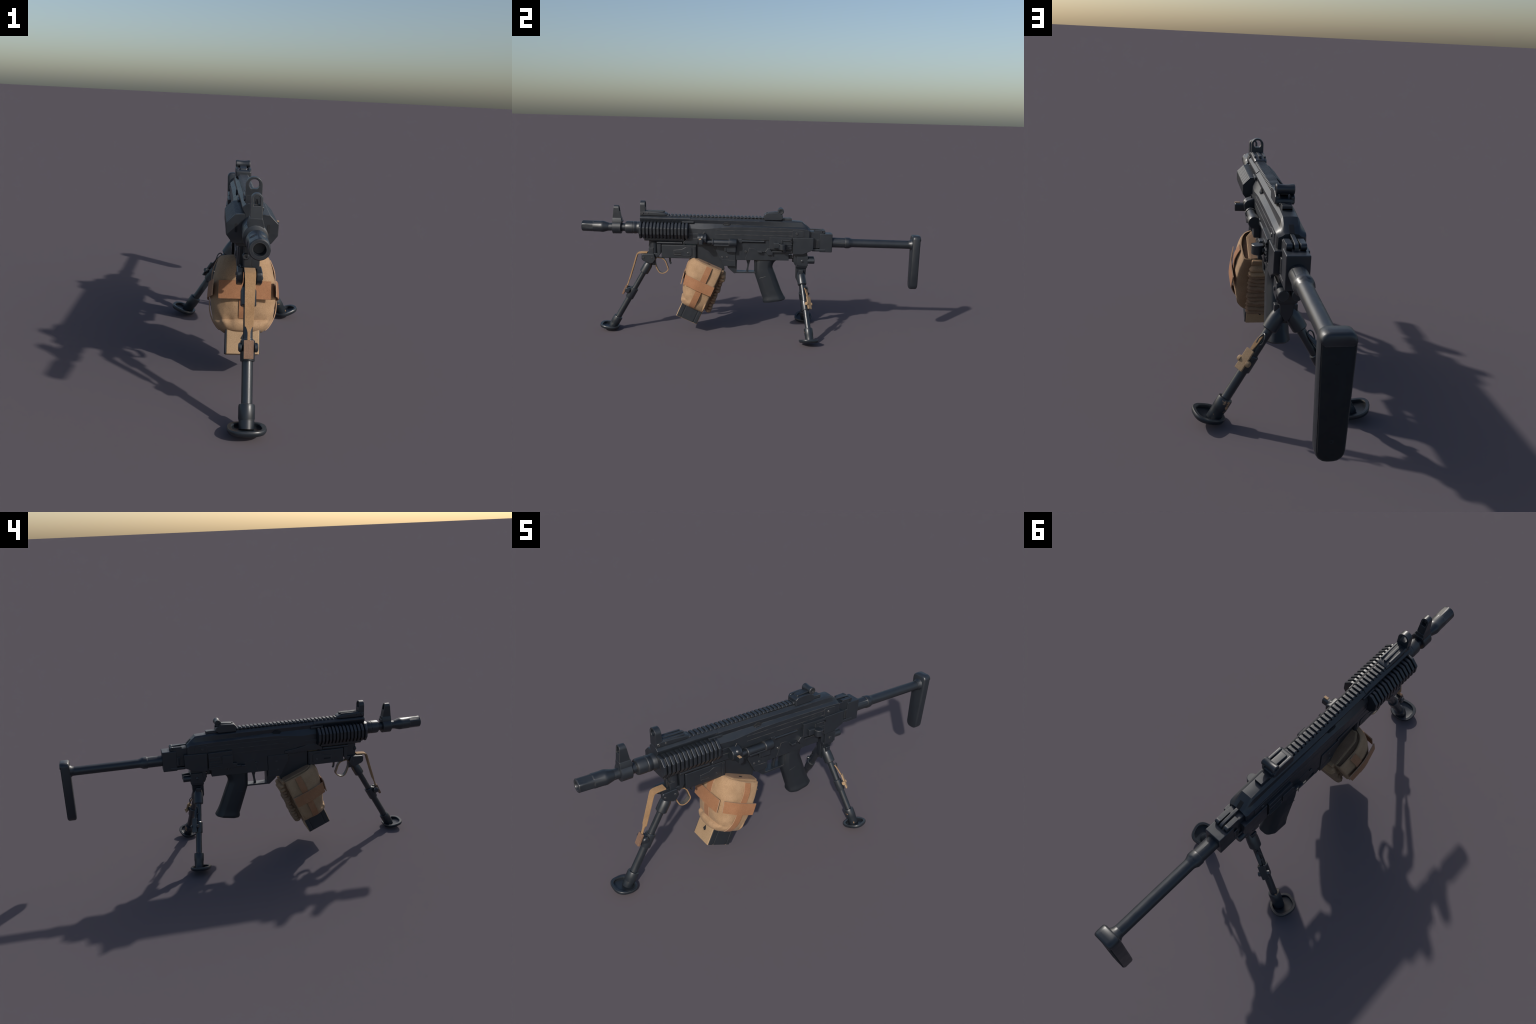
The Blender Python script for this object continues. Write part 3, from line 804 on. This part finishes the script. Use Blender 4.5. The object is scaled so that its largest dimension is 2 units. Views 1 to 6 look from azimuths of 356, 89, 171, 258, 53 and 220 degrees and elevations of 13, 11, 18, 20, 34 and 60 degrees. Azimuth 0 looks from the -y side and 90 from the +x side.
# ------------------------------------------------------------------ stock
stock = side_prism("stock_bracket", [(0.2380, 0.5945), (0.3625, 0.5960), (0.3610, 0.5225), (0.3450, 0.5155), (0.3000, 0.4950), (0.2400, 0.4950)],
                   -0.0560, 0.0560, STEEL, None, 0.003)
block = box("hinge_block", -0.0370, 0.0370, 0.3995, 0.4745, 0.5085, 0.6180, STEEL, stock, 0.0035)
boxes("hinge_web", [(-0.0320, 0.0320, 0.325, 0.402, 0.529, 0.6290), (-0.0380, 0.0380, 0.356, 0.436, 0.5125, 0.5275)], STEEL, stock, 0.003)
boxes("hinge_slot_tab", [(0.034, 0.0390, 0.380, 0.401, 0.533, 0.584), (-0.0390, -0.034, 0.380, 0.401, 0.533, 0.584)], STEEL, stock, 0.002)
boxes("slot_core_patch", [(0.036, 0.0396, 0.3845, 0.392, 0.5385, 0.579), (-0.0396, -0.036, 0.3845, 0.392, 0.5385, 0.579)], RUBBER, stock, 0.001)  # dark plates on the tabs stand in for the open slot
bm = bmesh.new()
for x0, x1 in ((-0.0315, -0.012), (0.012, 0.0315)):
    add_box(bm, x0, x1, 0.368, 0.418, 0.616, 0.6375)
    add_lathe(bm, (x0, 0.421, 0.629), (1, 0, 0), cyl_profile(0.0105, x1 - x0), 14)
link("hinge_knuckle", from_bm(bm, "hinge_knuckle"), STEEL, stock, 0.0025)
ribbon("hinge_lever", [(0, 0.336, 0.6400), (0, 0.352, 0.6405), (0, 0.385, 0.6390), (0, 0.415, 0.6370), (0, 0.428, 0.632), (0, 0.430, 0.616)], (1, 0, 0), 0.0125, 0.007, STEEL, stock, sub=5, bevel=0.0015)
TZ = 0.5625
stock_tube = lathe("stock_tube", (0, 0.470, TZ), (0, 1, -0.0085),
                   [(0.0300, 0), (0.0295, 0.081), (0.0320, 0.083), (0.0325, 0.094), (0.0318, 0.104), (0.0315, 0.110), (0.0260, 0.122), (0.0252, 0.130), (0.0248, 0.484)],
                   STEEL, stock, seg=8, smooth=50, phase=0.0)
lathe("tube_sleeve", (0, 0.4735, TZ), (0, 1, -0.0085), [(0.0293, 0), (0.0290, 0.079), (0.0315, 0.080), (0.0322, 0.084), (0.0322, 0.098), (0.0315, 0.104), (0.028, 0.110)], STEEL, stock, seg=28)
lathe("tube_flare", (0, 0.930, 0.5605), (0, 1, 0), [(0.0235, 0), (0.0255, 0.010), (0.031, 0.018), (0.034, 0.026)], STEEL, stock, seg=20)
def butt_outline(k, top, bot):
    """Rounded, slightly tapering pad outline in the xz plane."""
    pts = []
    for cx, cz, r, a0 in ((0.0430 * k, top, 0.022 * k, 0), (-0.0430 * k, top, 0.022 * k, 90), (-0.0360 * k, bot, 0.029 * k, 180), (0.0360 * k, bot, 0.029 * k, 270)):
        ox = cx - math.copysign(r, cx)
        oz = cz - r if a0 < 180 else cz + r
        for q in range(5):
            a = math.radians(a0 + 22.5 * q)
            pts.append((ox + r * math.cos(a), oz + r * math.sin(a)))
    return pts
butt = loft("butt_plate", [[Vector((x, y, z)) for x, z in butt_outline(k, tp, bt)]
                           for y, k, tp, bt in ((0.9505, 0.84, 0.6070, 0.2985), (0.9530, 0.94, 0.6130, 0.2925), (0.9580, 1.0, 0.6165, 0.2895), (0.9880, 1.0, 0.6165, 0.2895), (0.9930, 0.95, 0.6145, 0.2915))],
            STEEL, stock, smooth=50)
loft("butt_pad", [[Vector((x, y, z)) for x, z in butt_outline(k, tp, bt)]
                  for y, k, tp, bt in ((0.985, 0.90, 0.6110, 0.2950), (0.9945, 0.90, 0.6110, 0.2950), (0.9965, 0.86, 0.6090, 0.2970))], RUBBER, stock, smooth=50)
loft("butt_cap", [[Vector((x, y, max(z, 0.585))) for x, z in butt_outline(k, tp, 0.29)]
                  for y, k, tp in ((0.960, 0.98, 0.6160), (0.990, 0.985, 0.6168), (0.9965, 0.95, 0.6145), (0.9995, 0.86, 0.6090))], STEEL, stock, smooth=50)
bolt_heads("pad_screw", [((0.001, 0.9952, z), (0, 1, 0)) for z in (0.545, 0.345)], 0.0075, 0.0016, stock, RUBBER)

# ------------------------------------------------------------------ magazine with canvas pouch
TILT = math.radians(23.5)
MO = Vector((0, -0.3710, 0.0800))
MW = Vector((0, math.sin(TILT), math.cos(TILT)))       # up along the magazine
MF = Vector((0, -math.cos(TILT), math.sin(TILT)))      # towards its front edge
def M(x, f, w):
    return MO + Vector((x, 0, 0)) + MF * f + MW * w

def mag_prism(name, fw_or_xf, lo, hi, mat, parent, bevel, axis):
    bm = bmesh.new()
    if axis == "w":       # outline in (x, f), extruded along w
        add_prism(bm, fw_or_xf, lambda x, f, e: M(x, f, hi if e else lo))
    elif axis == "x":     # outline in (f, w), extruded along x
        add_prism(bm, fw_or_xf, lambda f, w, e: M(hi if e else lo, f, w))
    else:                 # outline in (x, w), extruded along f
        add_prism(bm, fw_or_xf, lambda x, w, e: M(x, hi if e else lo, w))
    return link(name, from_bm(bm, name), mat, parent, bevel)

FMAG = 0.0785
magazine = mag_prism("magazine", [(-0.0610, -0.052), (-0.058, -0.0555), (0.058, -0.0555), (0.0610, -0.052), (0.0610, FMAG - 0.003), (0.058, FMAG), (-0.058, FMAG), (-0.0610, FMAG - 0.003)],
                     -0.001, 0.345, TAN_PLATE, None, 0.0015, "w")
for s in (-1, 1):
    for f0, f1, x in ((-0.052, -0.0335, 0.0645), (-0.0275, 0.0450, 0.0645), (0.0510, FMAG - 0.0035, 0.0645), (-0.0525, FMAG - 0.0035, 0.0622)):
        lo, hi = sorted((s * 0.056, s * x))
        mag_prism("side_flute", [(f0, 0.0015), (f1, 0.0015), (f1, 0.33), (f0, 0.33)], lo, hi, MAG_STEEL, magazine, 0.0015, "x")
# dark diamond plates in place of holes on front and rear faces
for f0, f1 in ((FMAG - 0.003, FMAG + 0.0007), (-0.0562, -0.053)):
    mag_prism("face_hole_patch", [(-0.009, 0.056), (0.003, 0.046), (0.013, 0.057), (0.003, 0.078)], f0, f1, RUBBER, magazine, 0.0, "f")
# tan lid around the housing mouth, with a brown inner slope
mag_prism("magazine_lid", [(-0.071, -0.050), (-0.066, -0.0565), (0.066, -0.0565), (0.071, -0.050), (0.071, 0.080), (0.050, 0.114), (-0.050, 0.114), (-0.071, 0.080)],
          0.330, 0.3620, CANVAS, magazine, 0.003, "w")
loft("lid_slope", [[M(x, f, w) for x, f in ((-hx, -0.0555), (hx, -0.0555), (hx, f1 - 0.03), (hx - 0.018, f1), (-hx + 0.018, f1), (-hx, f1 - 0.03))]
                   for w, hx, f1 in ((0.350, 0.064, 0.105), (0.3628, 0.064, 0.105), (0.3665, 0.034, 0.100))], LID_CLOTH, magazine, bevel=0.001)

mag_prism("lid_slot_patch", [(0.046, 0.020), (0.054, 0.020), (0.054, 0.036), (0.046, 0.036)], 0.3600, 0.3655, RUBBER, magazine, 0.0, "w")  # dark plate laid on the lid instead of an open slot

mag_prism("pouch_floor", [(-0.085, -0.050), (0.085, -0.050), (0.088, 0.040), (0.070, 0.100), (-0.070, 0.100), (-0.088, 0.040)], 0.335, 0.3500, CANVAS_DARK, magazine, 0.0, "w")  # shade between lid and pouch wall is put into the floor's brown

# pouch: half width and front depth as functions of height w
HW = [(0.082, 0.071), (0.087, 0.080), (0.095, 0.0905), (0.106, 0.0995), (0.120, 0.1070), (0.140, 0.1135), (0.170, 0.1195), (0.205, 0.1225), (0.260, 0.1190), (0.310, 0.1110), (0.340, 0.1040), (0.3610, 0.0985)]
FF = [(0.082, 0.0830), (0.088, 0.0890), (0.102, 0.0955), (0.116, 0.0950), (0.1240, 0.0865), (0.131, 0.0910), (0.150, 0.1025), (0.180, 0.1135), (0.215, 0.1230), (0.260, 0.1350), (0.305, 0.1420), (0.335, 0.1400), (0.352, 0.1330), (0.3610, 0.1250)]
FB = -0.0575
def pouch_point(w, a, inset=0.0):
    hw = smooth_interp(HW, w) - inset
    ff = smooth_interp(FF, w) - inset
    fb = FB + inset
    fc = 0.018
    ca, sa = math.cos(a), math.sin(a)
    if sa >= 0:
        p, depth = 2.9, ff - fc
        # the crease above the bottom fold runs round the front only
    else:
        p, depth = 22.0, fc - fb
    x = math.copysign(abs(ca) ** (2 / p), ca) * hw
    f = math.copysign(abs(sa) ** (2 / p), sa) * depth + fc
    if f < fc:            # the flanks draw in towards the flat back
        x *= 1 - 0.07 * ((fc - f) / (fc - fb)) ** 1.4
    return x, f

def build_pouch():
    bm = bmesh.new()
    na, nw = 120, 72
    W0, W1 = 0.082, 0.3610
    rings = []
    def ring(w, inset):
        out = []
        for i in range(na):
            a = TAU * (i + 0.5) / na
            x, f = pouch_point(w, a, inset)
            p = M(x, f, w)
            q = p * 22.0
            k = noise.noise(q) * 0.0020 + noise.noise(q * 2.7) * 0.0010
            # soft drag folds near the base
            k += 0.0030 * math.exp(-((w - 0.122) / 0.020) ** 2) * math.sin(9 * a + 4 * noise.noise(p * 9))
            nrm = (Vector((x, 0, 0)) + MF * f)
            nrm.normalize()
            out.append(bm.verts.new(p + nrm * k))
        return out
    for j in range(nw + 1):
        rings.append(ring(W0 + (W1 - W0) * j / nw, 0.0))
    for j in range(0, 5):
        rings.append(ring(W1 - (W1 - 0.346) * j / 4 + (0.001 if j == 0 else 0), 0.0045))
    for p, q in zip(rings, rings[1:]):
        for i in range(na):
            j = (i + 1) % na
            bm.faces.new((p[i], p[j], q[j], q[i]))
    bm.faces.new(rings[0])
    bm.faces.new(rings[-1])
    return link("canvas_pouch", from_bm(bm, "canvas_pouch"), CANVAS, magazine, 0, smooth=55)
pouch = build_pouch()

def side_x(f, w):
    """Half width of the pouch at depth f and height w."""
    hw, ff = smooth_interp(HW, w), smooth_interp(FF, w)
    k = max(0.0, (f - 0.018) / (ff - 0.018))
    return hw * max(0.0, 1 - k ** 2.9) ** (1 / 2.9)

def front_f(x, w):
    hw, ff = smooth_interp(HW, w), smooth_interp(FF, w)
    return 0.018 + (ff - 0.018) * max(0.0, 1 - abs(x / hw) ** 2.9) ** (1 / 2.9)

def sheet(name, grid, thick, mat, parent, bevel=0.0008):
    """A webbing panel: grid of points given with their outward normals; real thickness."""
    bm = bmesh.new()
    nr, nc = len(grid), len(grid[0])
    top = [[bm.verts.new(p + n * thick) for p, n in row] for row in grid]
    bot = [[bm.verts.new(p) for p, n in row] for row in grid]
    for r in range(nr - 1):
        for c in range(nc - 1):
            bm.faces.new((top[r][c], top[r][c + 1], top[r + 1][c + 1], top[r + 1][c]))
            bm.faces.new((bot[r][c], bot[r + 1][c], bot[r + 1][c + 1], bot[r][c + 1]))
    nfaces = 2 * (nr - 1) * (nc - 1)
    for r in range(nr - 1):
        for c in (0, nc - 1):
            bm.faces.new((top[r][c], bot[r][c], bot[r + 1][c], top[r + 1][c]))
    for c in range(nc - 1):
        for r in (0, nr - 1):
            bm.faces.new((top[r][c], bot[r][c], bot[r][c + 1], top[r][c + 1]))
    me = from_bm(bm, name)
    me.materials.append(mat)
    me.materials.append(WEBBING_EDGE)
    for p in me.polygons:
        if p.index >= nfaces:
            p.material_index = 1
    return link(name, me, None, parent, 0, smooth=45)

for s in (-1, 1):
    X = Vector((s, 0, 0))
    # upright strap on the flank: flat at the ends, bowed out under the belt
    grid = []
    for j in range(31):
        w = 0.0900 + (0.3590 - 0.0900) * j / 30
        lift = 0.0005 + 0.0055 * math.sin(math.pi * max(0, min(1, (w - 0.268) / 0.088))) + 0.0045 * math.sin(math.pi * max(0, min(1, (w - 0.110) / 0.100)))
        row = [(M(s * (side_x(f, w) + lift), f, w), X) for f in [0.0 + 0.0345 * k / 4 for k in range(5)]]
        grid.append(row)
    sheet("upright_strap", grid, 0.0035, LEATHER, pouch)
    # wide belt on the flank, standing off the cloth towards the front
    grid = []
    for j in range(9):
        w = 0.2085 + 0.058 * j / 8
        row = []
        for k in range(19):
            t = k / 18
            f = -0.0570 + (0.1170 + 0.0110 * j / 8 + 0.0570) * t
            base = side_x(min(f, 0.055), w)
            x = max(base + 0.006 + 0.004 * math.sin(math.pi * t), 0.1265 - 0.004 * (2 * t - 1) ** 2)
            x += -0.010 * max(0.0, t - 0.6) / 0.4
            row.append((M(s * x, f, w), X))
        grid.append(row)
    sheet("flank_belt", grid, 0.0042, LEATHER, pouch)

# upright strap and belt across the front
grid = []
for j in range(31):
    w = 0.1290 + (0.3580 - 0.1290) * j / 30
    grid.append([(M(x, front_f(x, w) + 0.0005, w), MF) for x in [-0.0185 + 0.037 * k / 4 for k in range(5)]])
sheet("upright_strap", grid, 0.0035, LEATHER, pouch)
grid = []
for j in range(9):
    w = 0.1960 + 0.066 * j / 8
    row = []
    for k in range(19):
        x = -0.0960 + 0.192 * k / 18
        f = 0.1270 + 0.14 * (w - 0.196) + 0.004 * math.cos(x / 0.096 * 1.57)
        f = max(f, front_f(x, w) + 0.004)
        row.append((M(x, f, w), MF))
    grid.append(row)
sheet("front_belt", grid, 0.0045, LEATHER, pouch)

# rolled canvas cushions stacked down the back
NROLL = 13
for i in range(NROLL):
    t = i / (NROLL - 1)
    w = 0.3300 - 0.2260 * t
    hx = 0.0665 + 0.007 * (0.5 + 0.5 * math.sin(i * 2.1)) + (0.006 if i % 3 == 2 else 0)
    deep = 0.0170 + 0.003 * math.sin(i * 1.7)
    high = 0.0112 + 0.0012 * math.cos(i * 2.6)
    fc = -0.0760 - 0.006 * t - (0.004 if i % 2 else 0.0)
    rings = []
    n = 22
    for j in range(n + 1):
        u = -1 + 2 * j / n
        x = hx * u
        k = max(0.0, 1 - abs(u) ** 7) ** 0.5
        k = max(k, 0.05)
        sag = 0.0022 * math.sin(u * 5 + i) + 0.0012 * math.sin(u * 11 + 2 * i)
        row = []
        for m in range(14):
            a = TAU * m / 14
            row.append(M(x, fc + math.cos(a) * deep * k, w + sag + math.sin(a) * high * k))
        rings.append(row)
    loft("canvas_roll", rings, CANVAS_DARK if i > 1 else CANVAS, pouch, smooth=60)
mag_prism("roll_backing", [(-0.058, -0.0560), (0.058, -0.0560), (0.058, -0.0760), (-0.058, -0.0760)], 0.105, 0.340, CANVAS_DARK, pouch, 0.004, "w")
mag_prism("roll_flap", [(-0.062, 0.338), (0.062, 0.338), (0.060, 0.362), (-0.060, 0.362)], -0.072, -0.054, CANVAS, pouch, 0.005, "f")
